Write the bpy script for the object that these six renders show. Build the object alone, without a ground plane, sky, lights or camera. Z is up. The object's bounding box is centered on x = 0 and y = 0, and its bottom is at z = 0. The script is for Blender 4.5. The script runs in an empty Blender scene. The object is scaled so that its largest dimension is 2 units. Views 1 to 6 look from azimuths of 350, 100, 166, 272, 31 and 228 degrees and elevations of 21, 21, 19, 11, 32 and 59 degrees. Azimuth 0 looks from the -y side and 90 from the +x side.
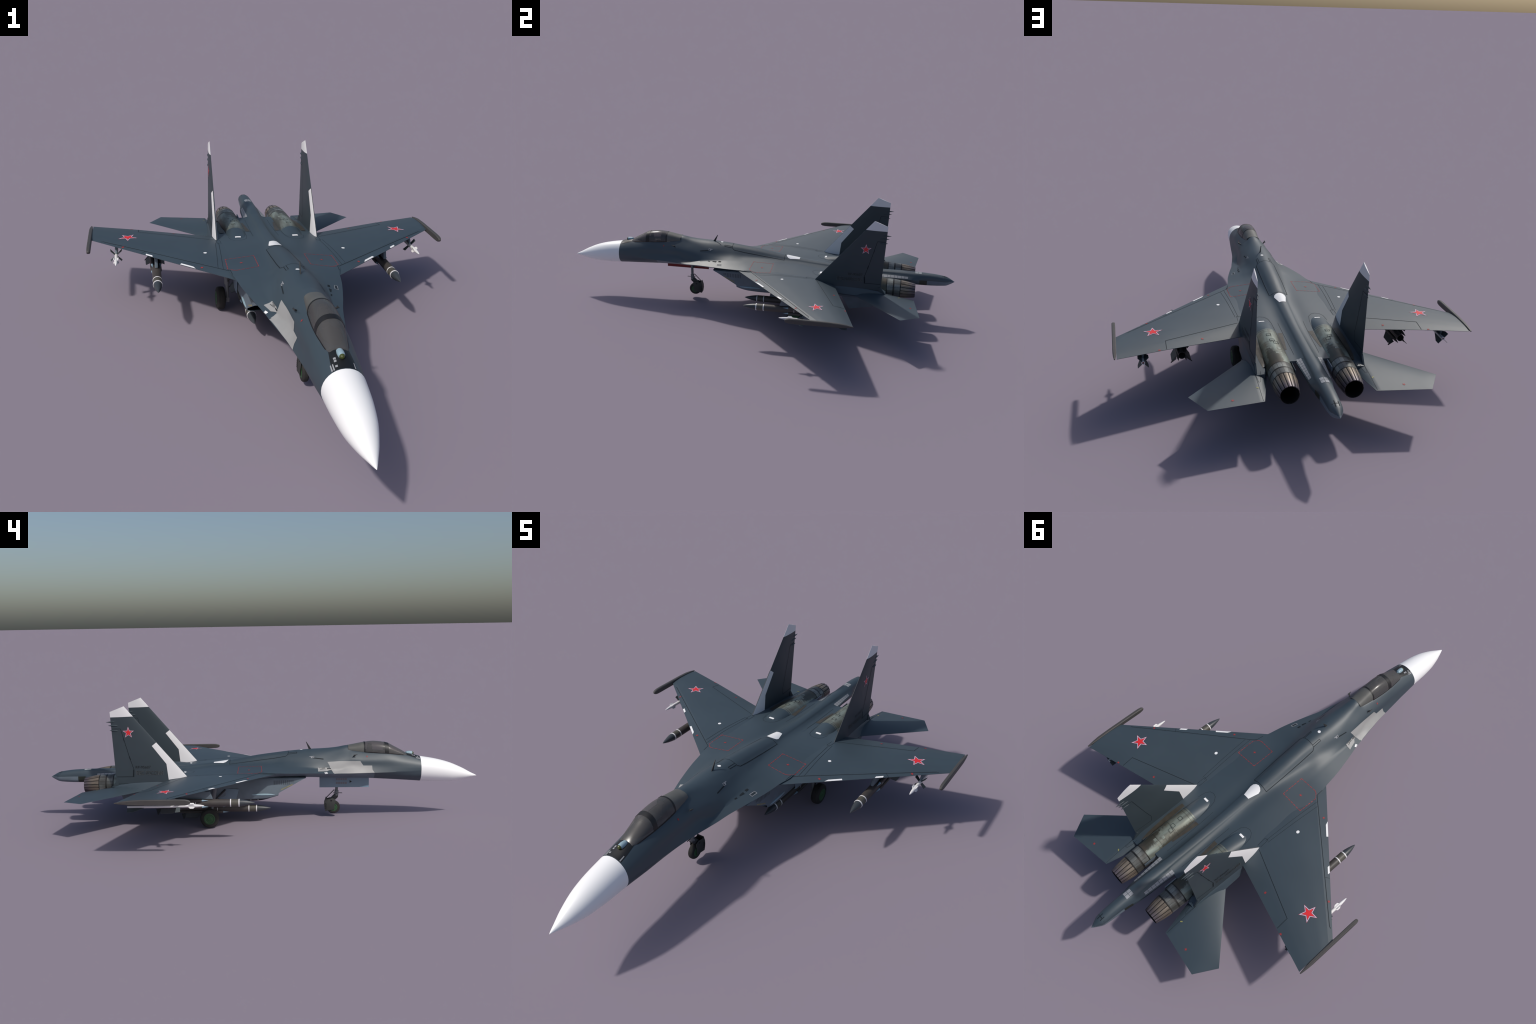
"""Twin-engine fighter jet with armed wings and lowered landing gear, nose towards -y."""
import bpy, bmesh, math, random
import numpy as np
from mathutils import Vector, Matrix
from mathutils.bvhtree import BVHTree
from mathutils.geometry import delaunay_2d_cdt

random.seed(7)
COLL = bpy.context.scene.collection

# ------------------------------------------------------------------ materials
def new_mat(name):
    m = bpy.data.materials.new(name)
    m.use_nodes = True
    nt = m.node_tree
    return m, nt, nt.nodes["Principled BSDF"]

def node(nt, kind, **kw):
    n = nt.nodes.new(kind)
    for k, v in kw.items():
        setattr(n, k, v)
    return n

def math_node(nt, op, a, b=None):
    n = node(nt, "ShaderNodeMath", operation=op)
    for i, v in enumerate((a, b)):
        if v is None:
            continue
        if isinstance(v, (int, float)):
            n.inputs[i].default_value = v
        else:
            nt.links.new(v, n.inputs[i])
    return n.outputs[0]

def mix_col(nt, fac, a, b):
    n = node(nt, "ShaderNodeMix", data_type="RGBA")
    for sock, v in ((n.inputs[0], fac), (n.inputs[6], a), (n.inputs[7], b)):
        if isinstance(v, bpy.types.NodeSocket):
            nt.links.new(v, sock)
        elif isinstance(v, (int, float)):
            sock.default_value = v
        else:
            sock.default_value = (*v, 1.0)
    return n.outputs[2]

def ramp(nt, fac, stops):
    n = node(nt, "ShaderNodeValToRGB")
    nt.links.new(fac, n.inputs[0])
    els = n.color_ramp.elements
    while len(els) < len(stops):
        els.new(0.5)
    for e, (p, c) in zip(els, stops):
        e.position = p
        e.color = (*c, 1) if len(c) == 3 else c
    return n.outputs[0]

def noise(nt, vec, scale, detail=4.0, rough=0.55):
    n = node(nt, "ShaderNodeTexNoise")
    n.inputs["Scale"].default_value = scale
    n.inputs["Detail"].default_value = detail
    n.inputs["Roughness"].default_value = rough
    nt.links.new(vec, n.inputs["Vector"])
    return n.outputs[0]

def plain(name, col, rough=0.5, metal=0.0, spec=0.5, vary=0.0, scale=18.0, bump=0.0):
    m, nt, p = new_mat(name)
    p.inputs["Roughness"].default_value = rough
    p.inputs["Metallic"].default_value = metal
    p.inputs["Specular IOR Level"].default_value = spec
    p.inputs["Base Color"].default_value = (*col, 1)
    if vary or bump:
        tc = node(nt, "ShaderNodeTexCoord")
        f = noise(nt, tc.outputs["Object"], scale)
        if vary:
            dark = tuple(c * (1 - vary) for c in col)
            light = tuple(min(1, c * (1 + vary)) for c in col)
            nt.links.new(ramp(nt, f, [(0.3, dark), (0.7, light)]), p.inputs["Base Color"])
        if bump:
            b = node(nt, "ShaderNodeBump")
            b.inputs["Strength"].default_value = bump
            b.inputs["Distance"].default_value = 0.002
            nt.links.new(f, b.inputs["Height"])
            nt.links.new(b.outputs[0], p.inputs["Normal"])
    return m

SLATE = (0.036, 0.056, 0.072)
M = {}
M["slate"] = plain("slate_paint", SLATE, rough=0.50, spec=0.72, vary=0.07, scale=5)
M["fin_slate"] = plain("fin_slate_paint", (0.035, 0.050, 0.061), rough=0.52, spec=0.55, vary=0.06, scale=6)
M["belly"] = plain("pale_blue_belly_paint", (0.128, 0.163, 0.193), rough=0.5, vary=0.15, scale=14)
M["door_blue"] = plain("gear_door_blue_paint", (0.17, 0.235, 0.29), rough=0.5, vary=0.06, scale=20)
M["radome"] = plain("white_radome_paint", (0.93, 0.93, 0.93), rough=0.4)
M["white"] = plain("white_paint", (0.80, 0.79, 0.80), rough=0.5)
M["lamp"] = plain("white_lens", (0.88, 0.88, 0.88), rough=0.4)
M["pale_patch"] = plain("pale_grey_patch", (0.33, 0.33, 0.325), rough=0.5, vary=0.05)
M["line"] = plain("panel_gap_dark", (0.016, 0.021, 0.026), rough=0.7, spec=0.2)
M["red"] = plain("red_marking", (0.72, 0.022, 0.028), rough=0.5)
M["red_thin"] = plain("red_stencil", (0.32, 0.036, 0.038), rough=0.6)
M["lilac"] = plain("white_marking_edge", (0.62, 0.57, 0.70), rough=0.5)
M["yellow"] = plain("yellow_stencil", (0.30, 0.29, 0.10), rough=0.6)
M["text"] = plain("black_lettering", (0.012, 0.014, 0.016), rough=0.6)
M["black"] = plain("black_panel", (0.008, 0.009, 0.010), rough=0.45)
M["olive"] = plain("olive_black_panel", (0.018, 0.022, 0.014), rough=0.5)
M["placard"] = plain("faded_red_placard", (0.17, 0.165, 0.185), rough=0.6)
M["vent"] = plain("louvre_grey", (0.075, 0.09, 0.105), rough=0.6)
M["stain"] = plain("yellow_brown_stain", (0.26, 0.23, 0.13), rough=0.6, vary=0.3, scale=60)
M["star_dark"] = plain("star_inner_edge", (0.20, 0.035, 0.07), rough=0.5)
M["void"] = plain("duct_dark", (0.004, 0.004, 0.006), rough=0.9, spec=0.1)
M["rail"] = plain("wingtip_rail_grey", (0.062, 0.058, 0.056), rough=0.55, vary=0.05)
M["grey_metal"] = plain("grey_grip_panel", (0.30, 0.31, 0.33), rough=0.5, vary=0.1)
M["strut"] = plain("strut_grey", (0.16, 0.17, 0.18), rough=0.45, vary=0.1)
M["dark_strut"] = plain("dark_strut", (0.03, 0.032, 0.034), rough=0.6, vary=0.2)
M["rubber"] = plain("tyre_rubber", (0.030, 0.029, 0.028), rough=0.8, spec=0.3, vary=0.12, scale=40)
M["rim"] = plain("green_wheel_rim", (0.030, 0.090, 0.034), rough=0.5, vary=0.1)
M["guard"] = plain("mudguard_grey", (0.038, 0.040, 0.038), rough=0.6, vary=0.1)
M["red_door"] = plain("red_door_inside", (0.20, 0.012, 0.012), rough=0.6)
M["missile"] = plain("missile_brown_grey", (0.062, 0.055, 0.052), rough=0.5, vary=0.12, scale=30)
M["missile_nose"] = plain("missile_nose_slate", (0.045, 0.052, 0.06), rough=0.4)
M["missile_olive"] = plain("missile_olive_band", (0.085, 0.08, 0.066), rough=0.5)
M["cone_blue"] = plain("intake_cone_blue", (0.26, 0.38, 0.47), rough=0.45)
M["missile_fin"] = plain("missile_fin_grey", (0.075, 0.08, 0.085), rough=0.55, vary=0.08)
M["aam_white"] = plain("missile_white", (0.78, 0.77, 0.77), rough=0.45)
M["aam_fin"] = plain("missile_steel_fin", (0.06, 0.075, 0.08), rough=0.5)
M["sensor_blue"] = plain("sensor_housing_blue", (0.28, 0.40, 0.46), rough=0.4)
M["sensor_glass"] = plain("sensor_glass_olive", (0.06, 0.075, 0.02), rough=0.15)
M["frame"] = plain("canopy_frame_black", (0.010, 0.010, 0.011), rough=0.5)
M["canopy_rear"] = plain("canopy_rear_grey", (0.105, 0.106, 0.098), rough=0.5, vary=0.08, scale=30)
M["cockpit"] = plain("cockpit_dark_grey", (0.022, 0.022, 0.023), rough=0.7, vary=0.2, scale=60)
M["seat"] = plain("seat_grey", (0.05, 0.05, 0.05), rough=0.7, vary=0.2, scale=60)

def make_glass():
    m, nt, p = new_mat("smoked_canopy_glass")
    p.inputs["Base Color"].default_value = (0.115, 0.113, 0.113, 1)
    p.inputs["Roughness"].default_value = 0.25
    tr = node(nt, "ShaderNodeBsdfTransparent")
    tr.inputs[0].default_value = (0.74, 0.71, 0.71, 1)
    mx = node(nt, "ShaderNodeMixShader")
    mx.inputs[0].default_value = 0.60
    nt.links.new(tr.outputs[0], mx.inputs[1])
    nt.links.new(p.outputs[0], mx.inputs[2])
    nt.links.new(mx.outputs[0], nt.nodes["Material Output"].inputs[0])
    return m
M["glass"] = make_glass()

def engine_coords(nt):
    """angle round the engine axis (-1..1) and distance along y, from object coordinates"""
    tc = node(nt, "ShaderNodeTexCoord")
    sep = node(nt, "ShaderNodeSeparateXYZ")
    nt.links.new(tc.outputs["Object"], sep.inputs[0])
    ang = math_node(nt, "ARCTAN2", sep.outputs[0], sep.outputs[2])
    ang = math_node(nt, "DIVIDE", ang, math.pi)
    return tc.outputs["Object"], ang, sep.outputs[1]

def make_engine_skin():
    """worn bare-metal casing: greenish grey with brown heat stains, sooty streaks, panel seams"""
    m, nt, p = new_mat("engine_casing_metal")
    p.inputs["Roughness"].default_value = 0.42
    p.inputs["Metallic"].default_value = 0.35
    obj, ang, y = engine_coords(nt)
    cmb = node(nt, "ShaderNodeCombineXYZ")
    nt.links.new(math_node(nt, "MULTIPLY", ang, 0.30), cmb.inputs[0])
    nt.links.new(y, cmb.inputs[1])
    c2 = node(nt, "ShaderNodeCombineXYZ")
    nt.links.new(ang, c2.inputs[0]); nt.links.new(y, c2.inputs[1])
    # grey-green sheet metal, slowly varying along the casing
    n0 = noise(nt, c2.outputs[0], 5.0, 2)
    col = ramp(nt, n0, [(0.36, (0.105, 0.104, 0.084)), (0.50, (0.175, 0.190, 0.160)), (0.62, (0.245, 0.285, 0.250))])
    # soot with a ragged border of short streaks running round the casing
    lowf = noise(nt, c2.outputs[0], 2.6, 1)
    mp = node(nt, "ShaderNodeMapping")
    mp.inputs["Scale"].default_value = (5, 110, 1)
    nt.links.new(c2.outputs[0], mp.inputs[0])
    st = noise(nt, mp.outputs[0], 1.0, 3, 0.6)
    m1 = math_node(nt, "ADD", lowf, math_node(nt, "MULTIPLY", math_node(nt, "SUBTRACT", st, 0.5), 0.20))
    col = mix_col(nt, ramp(nt, m1, [(0.455, (0.85, 0.85, 0.85)), (0.50, (0, 0, 0))]), col, (0.055, 0.052, 0.041))
    n2 = noise(nt, obj, 10, 3)
    col = mix_col(nt, ramp(nt, n2, [(0.56, (0, 0, 0)), (0.68, (0.6, 0.6, 0.6))]), col, (0.105, 0.080, 0.055))
    br = node(nt, "ShaderNodeTexBrick")
    br.offset = 0.0
    br.inputs["Scale"].default_value = 1.0
    br.inputs["Brick Width"].default_value = 0.333
    br.inputs["Row Height"].default_value = 0.075
    br.inputs["Mortar Size"].default_value = 0.0011
    br.inputs["Mortar Smooth"].default_value = 0.0
    nt.links.new(c2.outputs[0], br.inputs["Vector"])
    col = mix_col(nt, math_node(nt, "MULTIPLY", br.outputs["Fac"], 0.6), col, (0.022, 0.021, 0.018))
    nt.links.new(col, p.inputs["Base Color"])
    return m
M["engine"] = make_engine_skin()

def make_tile_ring():
    """two rings of small blue-grey plates with sooty seams in front of the petals"""
    m, nt, p = new_mat("nozzle_tile_ring")
    p.inputs["Roughness"].default_value = 0.42
    p.inputs["Metallic"].default_value = 0.3
    obj, ang, y = engine_coords(nt)
    c2 = node(nt, "ShaderNodeCombineXYZ")
    nt.links.new(ang, c2.inputs[0]); nt.links.new(y, c2.inputs[1])
    br = node(nt, "ShaderNodeTexBrick")
    br.offset = 0.0
    br.inputs["Scale"].default_value = 1.0
    br.inputs["Brick Width"].default_value = 2 / 16
    br.inputs["Row Height"].default_value = 0.0345
    br.inputs["Mortar Size"].default_value = 0.0040
    br.inputs["Mortar Smooth"].default_value = 0.2
    br.inputs["Color1"].default_value = (0.085, 0.088, 0.085, 1)
    br.inputs["Color2"].default_value = (0.31, 0.33, 0.31, 1)
    br.inputs["Mortar"].default_value = (0.018, 0.017, 0.016, 1)
    nt.links.new(c2.outputs[0], br.inputs["Vector"])
    n2 = noise(nt, obj, 22, 3)
    col = mix_col(nt, ramp(nt, n2, [(0.45, (0, 0, 0)), (0.7, (0.7, 0.7, 0.7))]), br.outputs["Color"], (0.045, 0.040, 0.034))
    nt.links.new(col, p.inputs["Base Color"])
    return m
M["tiles"] = make_tile_ring()

def make_petal():
    """tan petals, browner to the rear, with lengthwise soot"""
    m, nt, p = new_mat("nozzle_petal_metal")
    p.inputs["Roughness"].default_value = 0.4
    p.inputs["Metallic"].default_value = 0.35
    tc = node(nt, "ShaderNodeTexCoord")
    info = node(nt, "ShaderNodeObjectInfo")
    mp = node(nt, "ShaderNodeMapping")
    mp.inputs["Scale"].default_value = (60, 14, 60)
    nt.links.new(tc.outputs["Object"], mp.inputs[0])
    n = node(nt, "ShaderNodeTexNoise", noise_dimensions="4D")
    nt.links.new(mp.outputs[0], n.inputs["Vector"])
    nt.links.new(math_node(nt, "MULTIPLY", info.outputs["Random"], 20.0), n.inputs["W"])
    n.inputs["Scale"].default_value = 1.0
    tan = ramp(nt, n.outputs[0], [(0.28, (0.085, 0.070, 0.055)), (0.48, (0.185, 0.150, 0.117)), (0.66, (0.265, 0.222, 0.172))])
    rear = ramp(nt, n.outputs[0], [(0.30, (0.055, 0.048, 0.055)), (0.7, (0.145, 0.118, 0.135))])
    sep = node(nt, "ShaderNodeSeparateXYZ")
    nt.links.new(tc.outputs["Object"], sep.inputs[0])
    t = math_node(nt, "ADD", sep.outputs[1], math_node(nt, "MULTIPLY", n.outputs[0], 0.02))
    fac = ramp(nt, math_node(nt, "DIVIDE", math_node(nt, "SUBTRACT", t, 0.148), 0.08), [(0.35, (0, 0, 0)), (0.75, (1, 1, 1))])
    nt.links.new(mix_col(nt, fac, tan, rear), p.inputs["Base Color"])
    return m
M["petal"] = make_petal()
M["heat"] = plain("heat_stained_metal", (0.052, 0.045, 0.034), rough=0.5, vary=0.25, scale=40)
M["engine_pale"] = plain("engine_plate_pale", (0.20, 0.23, 0.20), rough=0.45, vary=0.2, scale=60)
M["soot"] = plain("nozzle_soot", (0.014, 0.013, 0.013), rough=0.7, spec=0.3)

# ------------------------------------------------------------------ mesh helpers
ROOT = bpy.data.objects.new("fighter_jet", None)
ROOT["label"] = "dark slate twin-engine fighter jet with white nose and missiles"
ROOT["category"] = "fighter jet"
COLL.objects.link(ROOT)

def make_obj(name, verts, faces, mats, face_mat=None, parent=ROOT, sharp=30, smooth=True, origin=None, fix=True):
    me = bpy.data.meshes.new(name)
    o = Vector(origin) if origin is not None else Vector((0, 0, 0))
    me.from_pydata([tuple(Vector(v) - o) for v in verts], [], faces)
    for m in (mats if isinstance(mats, (list, tuple)) else [mats]):
        me.materials.append(m)
    if face_mat is not None:
        for p, i in zip(me.polygons, face_mat):
            p.material_index = i
    if fix:
        bm = bmesh.new(); bm.from_mesh(me)
        bmesh.ops.remove_doubles(bm, verts=bm.verts, dist=1e-6)
        bmesh.ops.recalc_face_normals(bm, faces=bm.faces)
        bm.to_mesh(me); bm.free()
    if smooth:
        me.polygons.foreach_set("use_smooth", [True] * len(me.polygons))
        me.set_sharp_from_angle(angle=math.radians(sharp))
    ob = bpy.data.objects.new(name, me)
    COLL.objects.link(ob)
    ob.parent = parent
    ob.location = o - (Vector(parent.location) if parent is not ROOT and parent is not None else Vector((0, 0, 0)))
    return ob

def group(name, loc):
    e = bpy.data.objects.new(name, None)
    e.location = loc; e.parent = ROOT
    COLL.objects.link(e)
    return e

def pchip(xs, ys, x):
    """monotone cubic interpolation through hand-placed stations"""
    xs = np.asarray(xs, float); ys = np.asarray(ys, float)
    h = np.diff(xs); d = np.diff(ys) / h
    m = np.zeros_like(ys)
    m[0], m[-1] = d[0], d[-1]
    for i in range(1, len(xs) - 1):
        if d[i - 1] * d[i] > 0:
            w1, w2 = 2 * h[i] + h[i - 1], h[i] + 2 * h[i - 1]
            m[i] = (w1 + w2) / (w1 / d[i - 1] + w2 / d[i])
    x = np.atleast_1d(x)
    k = np.clip(np.searchsorted(xs, x) - 1, 0, len(xs) - 2)
    t = (x - xs[k]) / h[k]
    return ((1 + 2 * t) * (1 - t) ** 2 * ys[k] + t * (1 - t) ** 2 * h[k] * m[k] + t * t * (3 - 2 * t) * ys[k + 1] + t * t * (t - 1) * h[k] * m[k + 1])

def spline2d(pts, n):
    """smooth curve through 2-D points (Catmull-Rom), n samples per span"""
    P = [np.array(p, float) for p in pts]
    P = [2 * P[0] - P[1]] + P + [2 * P[-1] - P[-2]]
    out = []
    for i in range(1, len(P) - 2):
        a, b, c, d = P[i - 1:i + 3]
        for j in range(n):
            t = j / n
            out.append(0.5 * (2 * b + (c - a) * t + (2 * a - 5 * b + 4 * c - d) * t * t + (3 * b - a - 3 * c + d) * t ** 3))
    out.append(P[-2])
    return out

def loft(rings, closed=True, cap=(True, True)):
    verts, faces = [], []
    n = len(rings[0])
    for r in rings:
        verts += [tuple(p) for p in r]
    for i in range(len(rings) - 1):
        for j in range(n if closed else n - 1):
            k = (j + 1) % n
            faces.append((i * n + j, i * n + k, (i + 1) * n + k, (i + 1) * n + j))
    if closed and cap[0]:
        faces.append(tuple(range(n))[::-1])
    if closed and cap[1]:
        faces.append(tuple(range((len(rings) - 1) * n, len(rings) * n)))
    return verts, faces

def revolve_y(profile, centre, seg=32, phase=0.0, cap=(True, True)):
    """profile: (y, radius) pairs; centre: (x, z) or function of y"""
    rings = []
    for y, r in profile:
        cx, cz = centre(y) if callable(centre) else centre
        rings.append([(cx + r * math.sin(phase + 2 * math.pi * k / seg), y, cz + r * math.cos(phase + 2 * math.pi * k / seg)) for k in range(seg)])
    return loft(rings, cap=cap)

def tube(a, b, r, seg=12, r2=None):
    a, b = Vector(a), Vector(b)
    d = (b - a).normalized()
    u = d.orthogonal().normalized(); v = d.cross(u)
    rings = []
    for p, rr in ((a, r), (b, r if r2 is None else r2)):
        rings.append([p + rr * (u * math.cos(2 * math.pi * k / seg) + v * math.sin(2 * math.pi * k / seg)) for k in range(seg)])
    return loft(rings)

def box(lo, hi):
    x0, y0, z0 = lo; x1, y1, z1 = hi
    v = [(x0, y0, z0), (x1, y0, z0), (x1, y1, z0), (x0, y1, z0), (x0, y0, z1), (x1, y0, z1), (x1, y1, z1), (x0, y1, z1)]
    return v, [(0, 1, 2, 3), (4, 5, 6, 7), (0, 1, 5, 4), (1, 2, 6, 5), (2, 3, 7, 6), (3, 0, 4, 7)]

def plate(outline, normal_axis, lo, hi):
    """extruded polygon: outline in the two other axes, thickness from lo to hi"""
    def put(p, t):
        q = list(p); q.insert(normal_axis, t); return tuple(q)
    n = len(outline)
    v = [put(p, lo) for p in outline] + [put(p, hi) for p in outline]
    f = [tuple(range(n)), tuple(range(n, 2 * n))] + [(i, (i + 1) % n, n + (i + 1) % n, n + i) for i in range(n)]
    return v, f

def merge(*parts):
    V, F = [], []
    for v, f in parts:
        b = len(V)
        V += list(v); F += [tuple(i + b for i in q) for q in f]
    return V, F

def bevel(ob, w=0.001, seg=2, angle=35):
    bm = bmesh.new(); bm.from_mesh(ob.data)
    es = [e for e in bm.edges if len(e.link_faces) == 2 and e.calc_face_angle(0) > math.radians(angle)]
    bmesh.ops.bevel(bm, geom=es, offset=w, segments=seg, profile=0.5, affect='EDGES', clamp_overlap=True)
    bm.to_mesh(ob.data); bm.free()
    ob.data.polygons.foreach_set("use_smooth", [True] * len(ob.data.polygons))
    ob.data.set_sharp_from_angle(angle=math.radians(40))
    return ob

# ------------------------------------------------------------------ fuselage
# half cross-sections: upper curve from the spine out to the sharp side edge, then lower curve to the keel
SECTIONS = [
 # y,    upper (x, z) x6                                                                                 lower (x, z) x4
 (-.735, [(0,.2846),(.0198,.2813),(.0373,.2712),(.0502,.256),(.0563,.241),(.0582,.227)],                 [(.0548,.205),(.041,.186),(.0215,.1735),(0,.169)]),
 (-.66,  [(0,.3020),(.016,.3005),(.032,.2930),(.0530,.270),(.0625,.246),(.0672,.2245)],                   [(.0600,.204),(.043,.187),(.022,.178),(0,.1745)]),
 (-.575, [(0,.2960),(.026,.2980),(.0387,.3055),(.0590,.279),(.0670,.250),(.0765,.2235)],                  [(.0640,.206),(.045,.191),(.022,.183),(0,.180)]),
 (-.476, [(0,.3000),(.025,.3030),(.0355,.3120),(.0625,.281),(.0700,.253),(.0870,.2230)],                  [(.0700,.208),(.047,.195),(.022,.188),(0,.186)]),
 (-.418, [(0,.3080),(.020,.3110),(.0310,.3190),(.0630,.285),(.0730,.2530),(.0970,.2235)],                  [(.0770,.209),(.050,.197),(.025,.190),(0,.188)]),
 (-.404, [(0,.3400),(.018,.3345),(.0315,.3205),(.0635,.284),(.0750,.2510),(.0995,.2235)],                  [(.0790,.210),(.052,.198),(.025,.190),(0,.188)]),
 (-.35,  [(0,.3312),(.020,.3265),(.0380,.3120),(.0690,.278),(.0865,.2345),(.1105,.2250)],                  [(.0870,.211),(.056,.199),(.028,.192),(0,.190)]),
 (-.304, [(0,.3265),(.022,.3220),(.0430,.3075),(.0725,.273),(.0905,.2392),(.1195,.2285)],                  [(.0950,.213),(.060,.200),(.030,.193),(0,.190)]),
 (-.233, [(0,.3230),(.025,.3180),(.0520,.2990),(.0735,.2735),(.0960,.2492),(.1390,.2340)],                  [(.1100,.217),(.070,.204),(.035,.196),(0,.193)]),
 (-.123, [(0,.3150),(.023,.3090),(.0420,.2950),(.0680,.2745),(.1040,.2572),(.1655,.2395)],                [(.1300,.222),(.090,.208),(.045,.199),(0,.195)]),
 (-.06,  [(0,.3075),(.022,.3020),(.0400,.2875),(.0650,.2690),(.1080,.2570),(.1760,.2430)],                [(.1450,.224),(.095,.209),(.050,.199),(0,.195)]),
 (0,     [(0,.2998),(.022,.2945),(.0395,.2805),(.0600,.2665),(.1050,.2567),(.1900,.2468)],                [(.1700,.222),(.100,.209),(.050,.199),(0,.195)]),
 (.1,    [(0,.2830),(.020,.2785),(.0370,.2675),(.0560,.2605),(.1000,.2563),(.1900,.2462)],                [(.1700,.220),(.100,.208),(.050,.199),(0,.195)]),
 (.147,  [(0,.2748),(.0185,.2710),(.0350,.2612),(.0550,.2565),(.1000,.2540),(.1900,.2450)],               [(.1700,.218),(.100,.207),(.050,.199),(0,.195)]),
 (.22,   [(0,.2645),(.0165,.2610),(.0300,.2535),(.0520,.2500),(.1000,.2492),(.1900,.2420)],               [(.1700,.214),(.100,.206),(.050,.199),(0,.195)]),
 (.33,   [(0,.2530),(.0150,.2500),(.0265,.2430),(.0480,.2380),(.1000,.2385),(.1880,.2345)],               [(.1650,.208),(.100,.205),(.050,.199),(0,.195)]),
 (.45,   [(0,.2440),(.0140,.2410),(.0240,.2335),(.0430,.2275),(.1000,.2275),(.1650,.2240)],               [(.1400,.208),(.100,.205),(.050,.200),(0,.197)]),
 (.642,  [(0,.2375),(.0140,.2345),(.0240,.2260),(.0420,.2185),(.0700,.2175),(.1150,.2160)],               [(.1100,.211),(.080,.209),(.050,.206),(0,.203)]),
]
SY = [s[0] for s in SECTIONS]

def section_at(y, n_up=5, n_lo=5):
    U = [(float(pchip(SY, [s[1][k][0] for s in SECTIONS], y)[0]), float(pchip(SY, [s[1][k][1] for s in SECTIONS], y)[0])) for k in range(6)]
    L = [(float(pchip(SY, [s[2][k][0] for s in SECTIONS], y)[0]), float(pchip(SY, [s[2][k][1] for s in SECTIONS], y)[0])) for k in range(4)]
    mir = lambda p: (-p[0], p[1])
    up = spline2d([mir(U[1])] + U, n_up)[n_up:]
    k = float(np.clip((y + .40) / .05, 0, 1) * np.clip((.02 - y) / .06, 0, 1))  # flat strake with a crease at its root
    if k > 0:
        bent = spline2d([mir(U[1])] + U[:5], n_up)[n_up:]
        bent += [np.array(U[4]) + (np.array(U[5]) - np.array(U[4])) * i / n_up for i in range(1, n_up + 1)]
        up = [a * (1 - k) + b * k for a, b in zip(up, bent)]
    lo = spline2d([U[5]] + L + [mir(L[2])], n_lo)[:4 * n_lo + 1]
    half = [tuple(p) for p in up] + [tuple(p) for p in lo[1:]]
    other = [mir(p) for p in half[1:-1]][::-1]
    return half + other, len(up) - 1, len(half)

def build_fuselage():
    ys = sorted(set(list(np.round(np.arange(-.735, .642, .008), 4)) + [-.418, -.404, .642]))
    rings, n_edge, n_half = [], 0, 0
    for y in ys:
        pts, n_edge, n_half = section_at(y)
        rings.append([(x, y, z) for x, z in pts])
    v, f = loft(rings)
    n = len(rings[0])
    fm = []
    for q in f:
        if len(q) > 4:
            fm.append(0); continue
        j = min(i % n for i in q) if not (0 in [i % n for i in q] and n - 1 in [i % n for i in q]) else n - 1
        ymid = rings[q[0] // n][0][1]
        lower = n_edge <= j < (2 * (n_half - 1) - n_edge)
        fm.append(1 if lower and ymid > -.52 else 0)
    return make_obj("fuselage", v, f, [M["slate"], M["belly"]], fm, sharp=38)
fuselage = build_fuselage()

# radome: drooping ogive
RTOP = [(-.735,.2850),(-.8071,.2722),(-.8649,.2568),(-.9276,.2304),(-.9726,.2059),(-.995,.1945),(-1.0,.1912)]
RBOT = [(-.735,.1688),(-.8071,.1667),(-.8649,.1671),(-.9276,.1747),(-.9726,.1843),(-.995,.1892),(-1.0,.1905)]
RWID = [(-.735,.0582),(-.8071,.0530),(-.8649,.0452),(-.9276,.0290),(-.9726,.0122),(-.995,.0030),(-1.0,.0004)]
def build_radome():
    rings = []
    for y in np.linspace(-.735, -1.0, 48):
        t, b, w = (float(pchip([p[0] for p in q][::-1], [p[1] for p in q][::-1], y)[0]) for q in (RTOP, RBOT, RWID))
        rings.append([(w * math.sin(a), y, (t + b) / 2 + (t - b) / 2 * math.cos(a)) for a in np.linspace(0, 2 * math.pi, 33)[:-1]])
    v, f = loft(rings)
    return make_obj("radome", v, f, M["radome"], sharp=50)
radome = build_radome()

# ------------------------------------------------------------------ canopy
CAN = [  # y, half width at sill, sill z, top z
 (-.672,.0250,.2960,.3000), (-.660,.0290,.2945,.3085), (-.620,.0352,.2995,.3305), (-.585,.0392,.3035,.3485), (-.550,.0400,.3060,.3557),
 (-.518,.0390,.3090,.3582), (-.476,.0365,.3115,.3540), (-.440,.0335,.3160,.3472), (-.402,.0300,.3205,.3400)]
def canopy_ring(y, grow=0.0, n=20):
    w, zb, zt = (float(pchip([c[0] for c in CAN], [c[k] for c in CAN], y)[0]) for k in (1, 2, 3))
    w += grow; zt += grow
    out = []
    for a in np.linspace(0, math.pi, n + 1):
        c, s = math.cos(a), math.sin(a)
        out.append((w * math.copysign(abs(c) ** 0.9, c), y, zb + (zt - zb) * abs(s) ** 0.88))
    return out
def canopy_piece(name, y0, y1, mat, grow=0.0, steps=8, parent=None, thick=0.0012):
    rings = [canopy_ring(y, grow) for y in np.linspace(y0, y1, steps + 1)]
    v, f = loft(rings, closed=False)
    ob = make_obj(name, v, f, mat, parent=parent or ROOT, sharp=60)
    return ob
canopy = group("canopy", (0, 0, 0))
canopy_piece("windshield", -.672, -.586, M["glass"], steps=12, parent=canopy)
canopy_piece("canopy_glass", -.572, -.479, M["glass"], steps=12, parent=canopy)
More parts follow.
